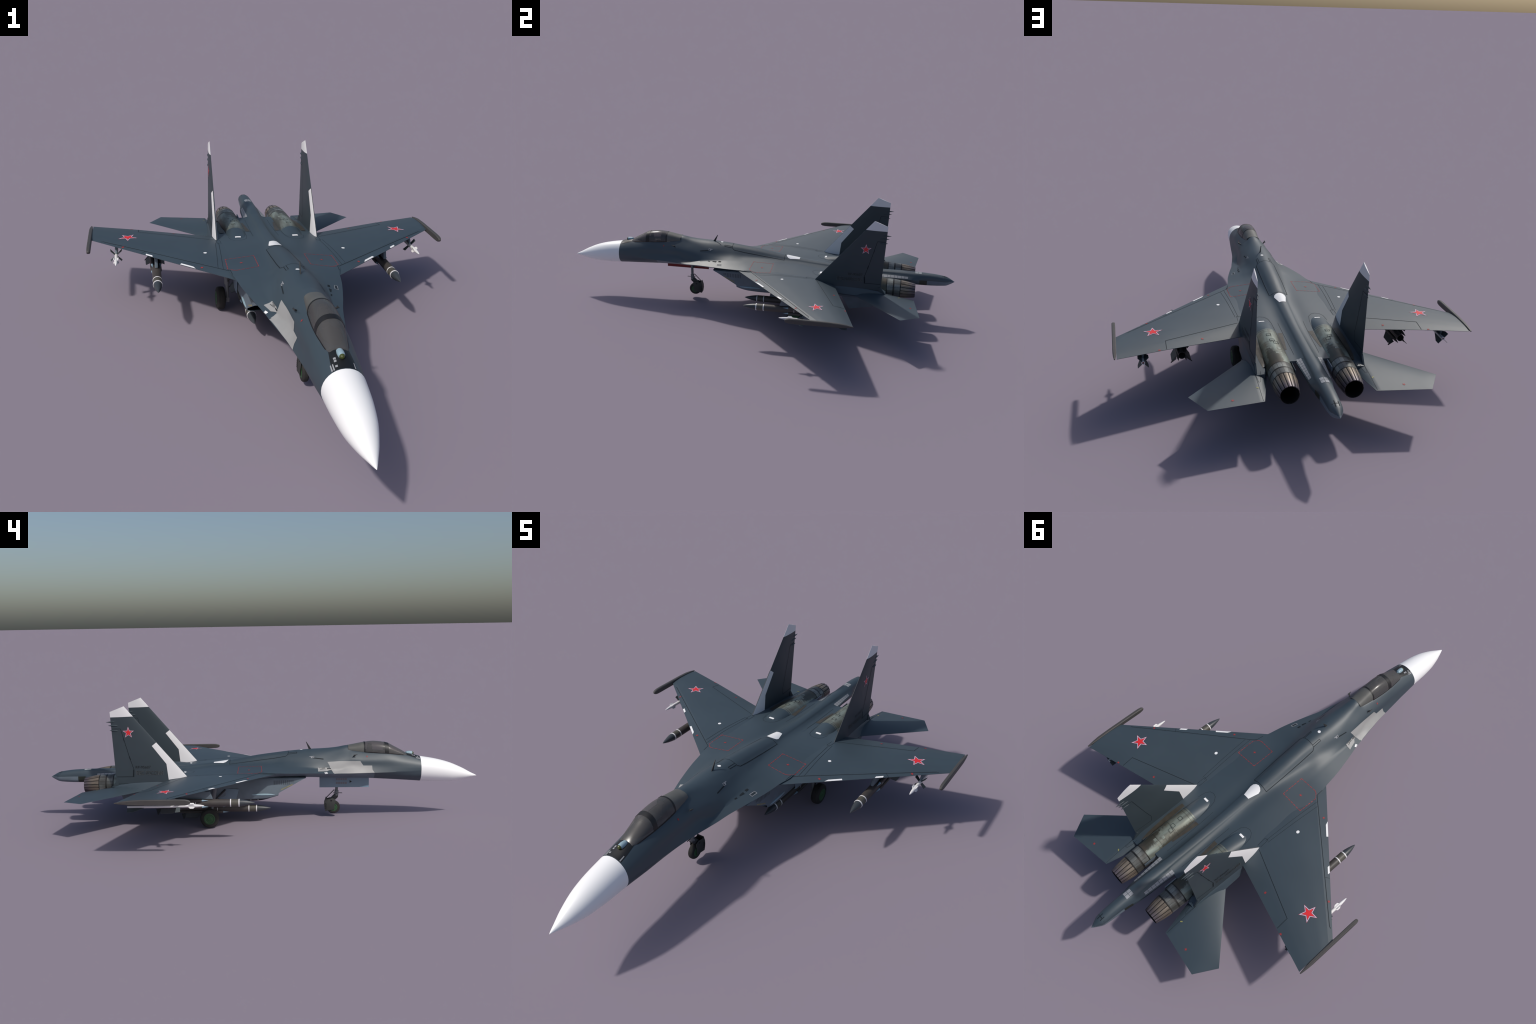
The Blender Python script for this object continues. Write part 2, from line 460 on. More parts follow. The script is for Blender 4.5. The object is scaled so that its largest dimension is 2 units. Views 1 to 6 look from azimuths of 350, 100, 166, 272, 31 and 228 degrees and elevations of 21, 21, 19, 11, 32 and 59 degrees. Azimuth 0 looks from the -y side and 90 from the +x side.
canopy_piece("canopy_frame", -.588, -.570, M["frame"], 0.0008, parent=canopy)
canopy_piece("canopy_frame", -.4805, -.4745, M["frame"], 0.0008, 3, parent=canopy)
canopy_piece("canopy_fairing", -.476, -.402, M["canopy_rear"], parent=canopy)
for s in (-1, 1):  # sill frame along the glass
    pts = [canopy_ring(y)[0 if s > 0 else -1] for y in np.linspace(-.655, -.476, 16)]
    v, f = loft([[(x + s * .0012, y, z - .002), (x + s * .0012, y, z + .0022), (x - s * .0006, y, z + .0022), (x - s * .0006, y, z - .002)] for x, y, z in pts])
    make_obj("canopy_frame", v, f, M["frame"], parent=canopy)
# cockpit contents: ejection seat and instrument coaming
seat_v = merge(box((-.013, -.515, .297), (.013, -.49, .338)), box((-.011, -.512, .337), (.011, -.494, .3475)), box((-.013, -.54, .295), (.013, -.505, .309)))
bevel(make_obj("ejection_seat", *seat_v, M["seat"], parent=canopy), .003)
coam = [[(w * math.cos(a), y, .295 + h * math.sin(a)) for a in np.linspace(0, math.pi, 13)] for y, w, h in ((-.648, .012, .006), (-.62, .024, .018), (-.592, .031, .030), (-.580, .031, .028))]
make_obj("instrument_coaming", *loft(coam), M["cockpit"], parent=canopy)

# ------------------------------------------------------------------ tail sting between the engines
STING = [
 (.56,  [(0,.2395),(.0150,.2358),(.0245,.2260),(.0480,.2160)], [(.0440,.2070),(.0230,.2000),(0,.1980)]),
 (.64,  [(0,.2380),(.0160,.2340),(.0260,.2240),(.0500,.2150)], [(.0460,.2050),(.0230,.1960),(0,.1930)]),
 (.70,  [(0,.2385),(.0165,.2342),(.0265,.2235),(.0460,.2125)], [(.0430,.2010),(.0220,.1880),(0,.1840)]),
 (.78,  [(0,.2378),(.0170,.2330),(.0275,.2210),(.0400,.2080)], [(.0380,.1930),(.0210,.1800),(0,.1770)]),
 (.87,  [(0,.2350),(.0160,.2300),(.0240,.2180),(.0265,.2020)], [(.0250,.1860),(.0150,.1765),(0,.1740)]),
 (.955, [(0,.2245),(.0130,.2210),(.0208,.2120),(.0232,.2010)], [(.0205,.1895),(.0125,.1810),(0,.1780)]),
 (.985, [(0,.2105),(.0055,.2090),(.0085,.2055),(.0095,.2005)], [(.0085,.1955),(.0050,.1918),(0,.1905)]),
 (1.0,  [(0,.2012),(.0004,.2011),(.0006,.2008),(.0007,.2004)], [(.0006,.2000),(.0004,.1997),(0,.1996)]),
]
def build_sting():
    Y = [s[0] for s in STING]
    rings = []
    mir = lambda p: (-p[0], p[1])
    for y in np.linspace(.56, 1.0, 60):
        U = [tuple(float(pchip(Y, [s[1][k][c] for s in STING], y)[0]) for c in (0, 1)) for k in range(4)]
        L = [tuple(float(pchip(Y, [s[2][k][c] for s in STING], y)[0]) for c in (0, 1)) for k in range(3)]
        half = [tuple(p) for p in spline2d([mir(U[1])] + U, 5)[5:]] + [tuple(p) for p in spline2d([U[3]] + L + [mir(L[1])], 5)[1:16]]
        rings.append([(x, y, z) for x, z in half + [mir(p) for p in half[1:-1]][::-1]])
    v, f = loft(rings)
    n = len(rings[0])
    fm = []
    for q in f:
        c = sum((Vector(v[i]) for i in q), Vector()) / len(q)
        lower = c.z < .2035 + (0.0 if c.y > .9 else (.9 - c.y) * .05)
        fm.append(0 if not lower or len(q) > 4 else (2 if .825 < c.y < .868 else (1 if c.y >= .868 else 0)))
    return make_obj("tail_sting", v, f, [M["slate"], M["belly"], M["olive"]], fm, sharp=38)
sting = build_sting()

# ------------------------------------------------------------------ wings
WING_LE = lambda x: -.0476 + (x - .1888) * (.3727 + .0476) / (.6504 - .1888)
WING_TE = lambda x: .4185 + (x - .197) * (.548 - .4185) / (.663 - .197)
FR = [0, .13, .36, .6, .815, 1]
WTOP = [(.165, [.2390,.2455,.2478,.2430,.2345,.2165]), (.48, [.2352,.2408,.2425,.2414,.2364,.2275]), (.655, [.2334,.2366,.2385,.2375,.2345,.2296])]
WBOT = [(.165, [.2375,.2310,.2255,.2235,.2225,.2150]), (.48, [.2342,.2310,.2275,.2270,.2268,.2262]), (.655, [.2326,.2310,.2295,.2290,.2288,.2286])]
def build_wing(s):
    rings = []
    for x in np.linspace(.165, .6555, 40):
        y0, y1 = WING_LE(x), WING_TE(x)
        top = [float(np.interp(x, [w[0] for w in WTOP], [w[1][k] for w in WTOP])) for k in range(6)]
        bot = [float(np.interp(x, [w[0] for w in WBOT], [w[1][k] for w in WBOT])) for k in range(6)]
        fr = sorted(set(FR + list(np.linspace(.13, 1, 24))))
        ring = [(s * x, y0 + (y1 - y0) * t, float(np.interp(t, FR[:2], top[:2])) if t < .13 else float(pchip(FR[1:], top[1:], t)[0])) for t in fr]
        ring += [(s * x, y0 + (y1 - y0) * t, float(pchip(FR, bot, t)[0])) for t in fr[::-1]]
        rings.append(ring)
    v, f = loft(rings)
    n = len(rings[0])
    fm = []
    for q in f:
        js = [i % n for i in q]
        fm.append(1 if len(q) == 4 and min(js) >= n // 2 else 0)
    return make_obj("wing", v, f, [M["slate"], M["belly"]], fm, sharp=4.5)
wings = {s: build_wing(s) for s in (1, -1)}

def build_rail(s):
    # flat-sided pod along the wing tip: rounded nose, pointed tail
    prof = [(.2536,.2325,.0015),(.256,.2325,.0055),(.262,.2325,.0085),(.275,.2325,.0110),(.30,.2325,.0116),(.44,.2325,.0108),(.49,.2320,.0090),(.52,.2312,.0060),(.548,.2300,.0015)]
    rings = []
    for y, zc, h in prof:
        w = .0065 * min(1, (h / .009)) ** .6
        e = min(.0025, h * .4)
        rings.append([(s * (.6625 + a), y, zc + b) for a, b in ((-w, -h + e), (-w, h - e), (-w + e, h), (w - e, h), (w, h - e), (w, -h + e), (w - e, -h), (-w + e, -h))])
    v, f = loft(rings)
    return make_obj("wingtip_rail", v, f, M["rail"], parent=wings[s], sharp=28)
for s in (1, -1):
    build_rail(s)

# ------------------------------------------------------------------ intakes and engines
EX = .110
AXIS = lambda y: .2005 - (y - .44) * .048
NAC = [  # y, centre x, half width, top z, bottom z, squareness exponent
 (-.02, .099, .0408, .2150, .1165, 9), (.05, .0995, .0415, .2170, .1130, 8), (.13, .102, .0432, .2180, .1140, 6), (.20, .106, .0460, .2200, .1180, 4.5),
 (.28, .110, .0490, .2270, .1260, 3.4), (.33, .110, .0480, .2370, .1330, 2.8), (.37, .110, .0480, .2430, .1390, 2.4), (.41, .110, .0485, .2470, .1460, 2.1), (.438, .110, .0482, .2486, .1522, 2.0)]
def super_ring(xc, hw, zt, zb, e, y, n=40):
    out = []
    for k in range(n):
        a = 2 * math.pi * k / n + math.pi / n
        c, d = math.cos(a), math.sin(a)
        out.append((xc + hw * math.copysign(abs(c) ** (2 / e), c), y, (zt + zb) / 2 + (zt - zb) / 2 * math.copysign(abs(d) ** (2 / e), d)))
    return out
def nac_at(y):
    return [float(pchip([q[0] for q in NAC], [q[k] for q in NAC], y)[0]) for k in range(1, 6)]

def build_nacelle(s):
    rings = []
    # raked intake mouth: upper lip far forward, lower lip back; then the duct body
    slant = lambda q, k: [(p[0] - k * .0105 * max(0, (p[0] - .099) / .04) * min(1, max(0, (p[2] - .1325) / .079)), p[1], p[2]) for p in q]
    lip = slant(super_ring(.099, .0400, .2115, .1325, 14, 0), 1)
    def rake(p, t):
        z = p[2]
        y = np.interp(z, [.1325, .1536, .2115], [-.0785, -.082, -.2045])
        return (p[0] + .0 * t, float(y) * (1 - t) + t * (-.03), z)
    inner = slant(super_ring(.099, .0382, .2098, .1342, 14, 0), 1)
    deep = [(p[0], .06, p[2] * .9 + .018) for p in inner]
    rings.append(deep)
    rings.append([(a[0], rake(b, 0)[1] + .003, a[2]) for a, b in zip(inner, lip)])
    rings.append([rake(p, 0) for p in lip])
    for t in (.25, .5, .75):
        q = slant(super_ring(.099, .0400 + .001 * t, .2115 + .003 * t, .1325 - .0145 * t ** .8, 14 - 4 * t, 0), 1)
        rings.append([rake((a[0], 0, b[2]), t)[:2] + (a[2],) for a, b in zip(q, lip)])
    for y in list(np.linspace(-.02, .438, 48)):
        rings.append(slant(super_ring(*nac_at(y), y), float(np.clip((.2 - y) / .22, 0, 1))))
    rings = [[(s * x, y, z) for x, y, z in r] for r in rings]
    v, f = loft(rings)
    n = len(rings[0])
    fm = []
    for q in f:
        k = min(q) // n
        c = sum((Vector(v[i]) for i in q), Vector()) / len(q)
        if len(q) > 4:
            fm.append(2)
        elif k == 0:
            fm.append(2)
        else:
            fm.append(0 if c.y > .24 and c.z > .205 else 1)
    return make_obj("engine_nacelle", v, f, [M["slate"], M["belly"], M["void"]], fm, sharp=40)
nacelles = {s: build_nacelle(s) for s in (1, -1)}

def engine_r(y):
    return float(pchip([.438, .50, .60, .665, .737, .775, .806], [.0478, .0484, .0475, .0455, .0427, .0388, .0338], y)[0])
engines = {}
PET = 16
petal_mesh = None
for s in (1, -1):
    org = (s * EX, .60, AXIS(.60))
    cen = lambda y: (s * EX, AXIS(y))
    v, f = revolve_y([(y, engine_r(y)) for y in np.linspace(.43, .668, 26)], cen, 48, cap=(True, False))
    eng = make_obj("engine", v, f, M["engine"], origin=org)
    engines[s] = eng
    v, f = revolve_y([(y, engine_r(y) + .0005) for y in np.linspace(.668, .738, 8)], cen, 48, cap=(False, False))
    make_obj("nozzle_tile_ring", v, f, M["tiles"], parent=eng, origin=org)
    # inner dark nozzle cone
    prof = [(.736, engine_r(.736) - .0008)] + [(y, engine_r(y) - .0009) for y in np.linspace(.742, .806, 8)] + [(.8078, .0332), (.8078, .0318), (.804, .0318), (.78, .0345), (.72, .038), (.45, .040)]
    v, f = revolve_y(prof, cen, 40, cap=(False, True))
    make_obj("nozzle_lining", v, f, M["soot"], parent=eng, origin=org)
    # petals: curved plates round the axis, one shared mesh
    tilt = Matrix.Rotation(-math.atan(.048), 4, 'X')
    if petal_mesh is None:
        V, F = [], []
        ys = np.linspace(.738, .807, 7)
        half = math.pi / PET
        for iy, y in enumerate(ys):
            g = .82 - .08 * iy / 6
            for layer in (0, 1):
                for t in (-1, -.6, 0, .6, 1):
                    rr = engine_r(min(y, .806)) + (.0009 - .0008 * t * t if layer == 0 else -.0022)
                    V.append((rr * math.sin(t * half * g), y - .60, rr * math.cos(t * half * g)))
        for iy in range(6):
            for layer in (0, 1):
                for j in range(4):
                    a = iy * 10 + layer * 5 + j
                    F.append((a, a + 1, a + 11, a + 10))
            for j in (0, 4):
                a = iy * 10 + j
                F.append((a, a + 5, a + 15, a + 10))
        for iy in (0, 6):
            for j in range(4):
                a = iy * 10 + j
                F.append((a, a + 1, a + 6, a + 5))
        pet = make_obj("nozzle_petal", V, F, M["petal"], parent=eng, sharp=35)
        petal_mesh = pet.data
        pet.location = (0, 0, 0)
        pet.rotation_euler = (tilt).to_euler()
        first = 1
    else:
        first = 0
    for k in range(first, PET):
        ob = bpy.data.objects.new("nozzle_petal", petal_mesh)
        COLL.objects.link(ob)
        ob.parent = eng
        ob.matrix_local = tilt @ Matrix.Rotation(2 * math.pi * k / PET, 4, 'Y')

# ------------------------------------------------------------------ tail shelves, fins, stabilisers, ventral fins
def build_shelf(s):
    # y, inner x, top outer x, flared low outer x, top z, flare z, bottom z
    st = [(.22,.160,.184,.186,.226,.205,.190), (.28,.152,.193,.196,.231,.195,.174), (.325,.148,.1965,.201,.2345,.190,.166), (.40,.145,.199,.207,.2275,.186,.160),
          (.46,.145,.2015,.216,.2205,.182,.157), (.52,.145,.2030,.217,.2120,.180,.156), (.58,.147,.2020,.207,.2055,.180,.157), (.63,.154,.2000,.201,.1990,.180,.160), (.655,.158,.1980,.198,.1935,.180,.164), (.668,.163,.1960,.196,.188,.178,.168)]
    rings = []
    for y, xi, xo, xf, zt, zf, zb in st:
        e = .004
        up = float(np.interp(y, [.36, .46, .60, .66], [0, .006, .006, .003]))
        rings.append([(s * x, y, z) for x, z in ((xi, zb), (xi, zt - e + up), (xi + e, zt + up), (xo - e, zt + up * .3), (xo, zt - e), ((xo + xf) / 2 - .001, (zt + zf) / 2 - .003), (xf, zf), (xf - .002, zf - .006), (xo - .012, zb), (xi + .01, zb - .001))])
    v, f = loft(rings)
    fm = []
    for q in f:
        c = sum((Vector(v[i]) for i in q), Vector()) / len(q)
        fm.append(1 if c.z < .176 else 0)
    return make_obj("tail_shelf", v, f, [M["slate"], M["belly"]], fm, sharp=35)
shelves = {s: build_shelf(s) for s in (1, -1)}

FIN_X = .1935
FIN_LE = lambda z: .3249 + (z - .235) * (.5961 - .3249) / (.5526 - .235)
FIN_TE = lambda z: .6425 + (z - .19) * (.6592 - .6425) / (.5283 - .19)
def fin_ring(s, y0, y1, z0, z1, thick):
    prof = [(0, .06), (.02, .25), (.06, .45), (.14, .73), (.25, .93), (.37, 1.0), (.5, .93), (.65, .72), (.82, .42), (1, .07)]
    loop = [(t, w) for t, w in prof] + [(t, -w) for t, w in prof[::-1]]
    return [(s * FIN_X + w * thick, y0 + (y1 - y0) * t, z0 + (z1 - z0) * t) for t, w in loop]
def build_fin(s):
    rings = [fin_ring(s, FIN_LE(z), FIN_TE(z), z, z - .0, np.interp(z, [.2, .55], [.0095, .0026])) for z in np.linspace(.2, .495, 12)]
    # cap line rises slightly towards the front
    zf, zr = .5073, .5040
    cut = fin_ring(s, FIN_LE(zf), FIN_TE(zr), zf, zr, .0034)
    v, f = loft(rings + [cut])
    fin = make_obj("tail_fin", v, f, M["fin_slate"], sharp=25)
    top = fin_ring(s, .5961, .6592, .5526, .5283, .0020)
    cut2 = [(x, y, z + .0002) for x, y, z in cut]
    make_obj("fin_tip_cap", *loft([cut2, top]), M["white"], parent=fin, sharp=8)
    # small rear-facing antenna spikes on the trailing edge
    for z, ya, yb, r in ((.4830, .632, .678, .0032), (.4675, .617, .669, .0040), (.4455, .620, .663, .0040)):
        prof = [(ya, .0003), (ya + (yb - ya) * .25, r * .9), (ya + (yb - ya) * .6, r), (ya + (yb - ya) * .85, r * .5), (yb, .0004)]
        make_obj("fin_antenna", *revolve_y(prof, (s * FIN_X, z), 12), M["fin_slate"], parent=fin)
    # little fairing behind the base
    v, f = plate([(.634, .222), (.642, .222), (.664, .191), (.634, .188)], 0, s * FIN_X - .003, s * FIN_X + .003)
    make_obj("fin_base_fairing", v, f, M["fin_slate"], parent=fin)
    return fin
fins = {s: build_fin(s) for s in (1, -1)}

STAB_Z = lambda x, y: .1760 - .038 * (y - .538) + .018 * (x - .23)
def build_stab(s):
    # spanwise stations: x, leading-edge y, trailing-edge y, half thickness
    st = [(.153, .500, .640, .0160), (.158, .500, .665, .0170), (.172, .500, .722, .0180), (.192, .5015, .8035, .0185)]
    st += [(x, .5015 + (x - .1935), .8035 + (x - .192) * .1388, .0185 - (x - .192) * .078) for x in np.linspace(.21, .383, 8)]
    st += [(x, .5015 + (x - .1935), .830 - (x - .383) * 1.673, .0185 - (x - .192) * .076) for x in (.40, .415, .428, .4345)]
    shape = [(0, .04), (.03, .22), (.08, .45), (.16, .70), (.28, .93), (.40, 1.0), (.52, .95), (.66, .75), (.80, .48), (.92, .21), (1, .04)]
    rings = []
    for x, y0, y1, t in st:
        c = min(1.0, (y1 - y0) / .1)
        up = [(s * x, y0 + (y1 - y0) * f, STAB_Z(x, y0 + (y1 - y0) * f) + t * h * c) for f, h in shape]
        dn = [(s * x, y0 + (y1 - y0) * f, STAB_Z(x, y0 + (y1 - y0) * f) - t * h * c * .8) for f, h in shape[::-1]]
        rings.append(up + dn)
    v, f = loft(rings)
    n = len(rings[0])
    fm = [1 if len(q) == 4 and min(i % n for i in q) >= n // 2 else 0 for q in f]
    return make_obj("stabilizer", v, f, [M["slate"], M["belly"]], fm, sharp=50)
stabs = {s: build_stab(s) for s in (1, -1)}
for s in (1, -1):
    v, f = plate([(.440, .185), (.452, .165), (.497, .093), (.608, .114), (.640, .175)], 0, s * .186 - .0022, s * .186 + .0022)
    bevel(make_obj("ventral_fin", v, f, M["belly"]), .0012)

# ------------------------------------------------------------------ sensor ball, antennas, probes
sensor = make_obj("sensor_housing", *revolve_y([(-.668, .004), (-.674, .0090), (-.686, .0102), (-.697, .0092), (-.7005, .0075)], (.0, .2995), 16), M["sensor_blue"])
make_obj("sensor_window", *revolve_y([(-.7000, .0077), (-.7035, .0068), (-.7062, .0045), (-.7075, .0006)], (.0, .2995), 16), M["sensor_glass"], parent=sensor)
ant = plate([(-.236, .318), (-.222, .318), (-.2075, .357), (-.2105, .357)], 0, -.0013, .0013)
bevel(make_obj("blade_antenna", *ant, M["dark_strut"]), .0005)
for s in (1, -1):
    v, f = merge(tube((s * .055, -.425, .296), (s * .064, -.432, .303), .0028, 10), tube((s * .064, -.424, .302), (s * .064, -.441, .305), .0026, 10, .0012))
    make_obj("air_probe", v, f, M["dark_strut"])

# ------------------------------------------------------------------ landing gear
def wheel(parent, c, r, w, seg=48):
    cx, cy, cz = c
    prof = [(-.5, .60), (-.5, .80), (-.44, .90), (-.33, .965), (-.21, .993), (-.19, .975), (-.15, .975), (-.13, 1.0), (-.02, 1.0), (0, .982), (.02, 1.0), (.13, 1.0), (.15, .975), (.19, .975), (.21, .993), (.33, .965), (.44, .90), (.5, .80), (.5, .60)]
    def ring(t, q):
        return [(cx + t * w, cy + q * r * math.cos(a), cz + q * r * math.sin(a)) for a in np.linspace(0, 2 * math.pi, seg + 1)[:-1]]
    make_obj("tyre", *loft([ring(t, q) for t, q in prof], cap=(False, False)), M["rubber"], parent=parent, sharp=35)
    rp = [(-.50, .01), (-.50, .17), (-.47, .2), (-.46, .26), (-.46, .42), (-.50, .46), (-.505, .58), (-.48, .63), (.48, .63), (.505, .58), (.50, .46), (.46, .42), (.46, .26), (.47, .2), (.50, .17), (.50, .01)]
    make_obj("wheel_rim", *loft([ring(t, q) for t, q in rp]), M["rim"], parent=parent, sharp=30)

for s in (1, -1):
    g = group("main_landing_gear", (0, 0, 0))
    wheel(g, (s * .190, .231, .0427), .0427, .032)
    v, f = merge(tube((s * .175, .198, .215), (s * .168, .218, .105), .0095, 16), tube((s * .168, .2175, .108), (s * .163, .229, .040), .0062, 14), tube((s * .1625, .229, .043), (s * .178, .231, .0427), .006, 12),
                 box((s * .163 - .006, .222, .028), (s * .163 + .006, .236, .046)))
    make_obj("gear_leg", v, f, M["strut"], parent=g, sharp=40)
    v, f = merge(tube((s * .168, .214, .115), (s * .150, .16, .165), .0035, 10), tube((s * .170, .223, .10), (s * .166, .243, .075), .0022, 8), tube((s * .166, .243, .075), (s * .163, .232, .05), .0022, 8))
    make_obj("gear_brace", v, f, M["dark_strut"], parent=g)
    v, f = plate([(.10, .165), (.195, .172), (.195, .125), (.17, .108), (.115, .112)], 0, s * .1462 - .0012, s * .1462 + .0012)
    bevel(make_obj("gear_door", v, f, M["door_blue"], parent=g), .0008)

ng = group("nose_landing_gear", (0, 0, 0))
wheel(ng, (0, -.3365, .0445), .0312, .021)
v, f = merge(tube((0, -.352, .20), (0, -.3515, .122), .0068, 14), tube((0, -.3515, .124), (0, -.3505, .100), .0095, 16), tube((0, -.3505, .118), (0, -.349, .096), .0078, 14))
make_obj("gear_leg", v, f, M["strut"], parent=ng, sharp=40)
v, f = plate([(-.343, .108), (-.357, .106), (-.3585, .0935), (-.352, .0865), (-.336, .074), (-.318, .082), (-.331, .096)], 0, -.0085, .0085)
bevel(make_obj("gear_fork", v, f, M["dark_strut"], parent=ng), .0025)
v, f = merge(tube((0, -.341, .128), (0, -.302, .088), .0021, 8), tube((0, -.345, .165), (0, -.325, .19), .0045, 10), tube((-.011, -.3515, .1115), (.011, -.3515, .1115), .0022, 8), tube((0, -.352, .1115), (0, -.378, .1112), .0016, 8), tube((0, -.352, .1115), (0, -.335, .1112), .0016, 8))
make_obj("gear_brace", v, f, M["dark_strut"], parent=ng)
guard_out = [(-.302, .089), (-.2955, .068), (-.2945, .050), (-.297, .036), (-.299, .027), (-.341, .034), (-.342, .058), (-.346, .070), (-.345, .084), (-.331, .090), (-.309, .084)]
for s in (1, -1):
    v, f = plate(guard_out, 0, s * .0130 - .0010, s * .0130 + .0010)
    bevel(make_obj("mudguard", v, f, M["guard"], parent=ng), .0006)
    slats = [box((s * .0143 - .0009, -.3035, z), (s * .0143 + .0009, -.2965, z + .0032)) for z in (.040, .047, .054, .061)]
    slats.append(plate([(-.322, .080), (-.331, .081), (-.329, .075), (-.324, .0745)], 0, s * .0143 - .0009, s * .0143 + .0009))
    make_obj("mudguard_slot", *merge(*slats), M["black"], parent=ng)
back = [[(-.0138, y, z), (.0138, y, z), (.0138, y + .0022, z + .0005), (-.0138, y + .0022, z + .0005)] for y, z in ((-.3035, .090), (-.2965, .068), (-.2955, .050), (-.298, .036), (-.300, .027))]
make_obj("mudguard", *loft(back), M["guard"], parent=ng)
# long nose gear door hanging on the right-hand side, red inside
dx = -.034
door = make_obj("nose_gear_door", *box((dx - .0012, -.498, .1465), (dx + .0006, -.2695, .1960)), M["door_blue"], parent=ng)
make_obj("door_inner_skin", *box((dx + .0007, -.497, .1475), (dx + .0018, -.2705, .1955)), M["red_door"], parent=ng)

pl = []
for z in (.1620, .1800):
    for i in range(5):
        pl.append(box((dx - .0016, -.396 + .0105 * i, z), (dx - .0011, -.3875 + .0105 * i, z + .010)))
make_obj("door_placards", *merge(*pl), M["placard"], parent=ng)
make_obj("door_arrow", *plate([(-.420, .1735), (-.409, .1800), (-.409, .1670)], 0, dx - .0017, dx - .0011), M["black"], parent=ng)
make_obj("door_corner_flash", *plate([(-.4975, .147), (-.4975, .158), (-.455, .147)], 0, dx - .0016, dx - .0011), M["cone_blue"], parent=ng)

# ------------------------------------------------------------------ ramjet missiles and dogfight missiles
def big_missile(s, x, y, z, pylon):
    """x, y, z: nose tip"""
    g = group("ramjet_missile", (s * x, y, z))
    R = .0160
    cen = (s * x, z)
    P = lambda a, b: (y + a, b)
    o = (s * x, y, z)
    make_obj("missile_nose", *revolve_y([P(0, .0004), P(.006, .0032), P(.018, .0068), P(.034, .0108), P(.05, .0137), P(.066, .0155)], cen, 28), M["missile_nose"], parent=g, origin=o)
    make_obj("missile_band", *revolve_y([P(.0665, .0157), P(.0995, .0160)], cen, 28), M["missile_olive"], parent=g, origin=o)
    for a in (.0635, .0985):
        make_obj("missile_white_ring", *revolve_y([P(a, .0150), P(a + .0002, .0163), P(a + .0045, .0165), P(a + .0047, .0150)], cen, 28), M["white"], parent=g, origin=o)
    make_obj("missile_body", *revolve_y([P(.1, .0160), P(.25, .0160), P(.30, .0150), P(.41, .0142), P(.424, .0140), P(.424, .0128), P(.38, .0125)], cen, 28), M["missile"], parent=g, origin=o)
    make_obj("missile_white_ring", *revolve_y([P(.244, .0150), P(.2442, .0163), P(.2465, .0163), P(.2467, .0150)], cen, 28), M["white"], parent=g, origin=o)
    make_obj("missile_nozzle_plug", *revolve_y([P(.383, .001), P(.384, .0124)], cen, 24), M["void"], parent=g, origin=o)
    for a in (45, 135, 225, 315):
        ca, sa = math.cos(math.radians(a)), math.sin(math.radians(a))
        px, pz = s * x + .0198 * ca, z + .0190 * sa
        make_obj("ramjet_cone", *revolve_y([P(.193, .0003), P(.221, .0050), P(.2212, .0012)], (px, pz), 14), M["cone_blue"], parent=g, origin=o)
        make_obj("ramjet_duct", *revolve_y([P(.219, .0052), P(.226, .0066), P(.39, .0062), P(.412, .0045), P(.437, .0006)], (px, pz), 14), M["missile"], parent=g, origin=o)
        def wing_plate(pts, t, name, mat):
            V = []
            for side in (-1, 1):
                for yy, rad in pts:
                    V.append((s * x + rad * ca - side * t * sa, y + yy, z + rad * sa + side * t * ca))
            n = len(pts)
            F = [tuple(range(n)), tuple(range(n, 2 * n))] + [(i, (i + 1) % n, n + (i + 1) % n, n + i) for i in range(n)]
            make_obj(name, V, F, mat, parent=g, origin=o)
        wing_plate([(.315, .025), (.338, .049), (.389, .050), (.394, .025)], .0009, "missile_fin", M["missile_fin"])
        wing_plate([(.388, .028), (.396, .055), (.400, .055), (.409, .028)], .0010, "missile_rudder", M["dark_strut"])
    if pylon:
        v, f = plate([(y + .175, z + .0175), (y + .186, z + .050), (y + .40, z + .052), (y + .37, z + .017)], 0, s * x - .0055, s * x + .0055)
        bevel(make_obj("pylon", v, f, M["belly"], parent=g, origin=o), .0018)
    else:
        v, f = plate([(y + .13, z + .0175), (y + .14, z + .052), (y + .38, z + .052), (y + .35, z + .017)], 0, s * x - .006, s * x + .006)
        bevel(make_obj("pylon", v, f, M["belly"], parent=g, origin=o), .0018)

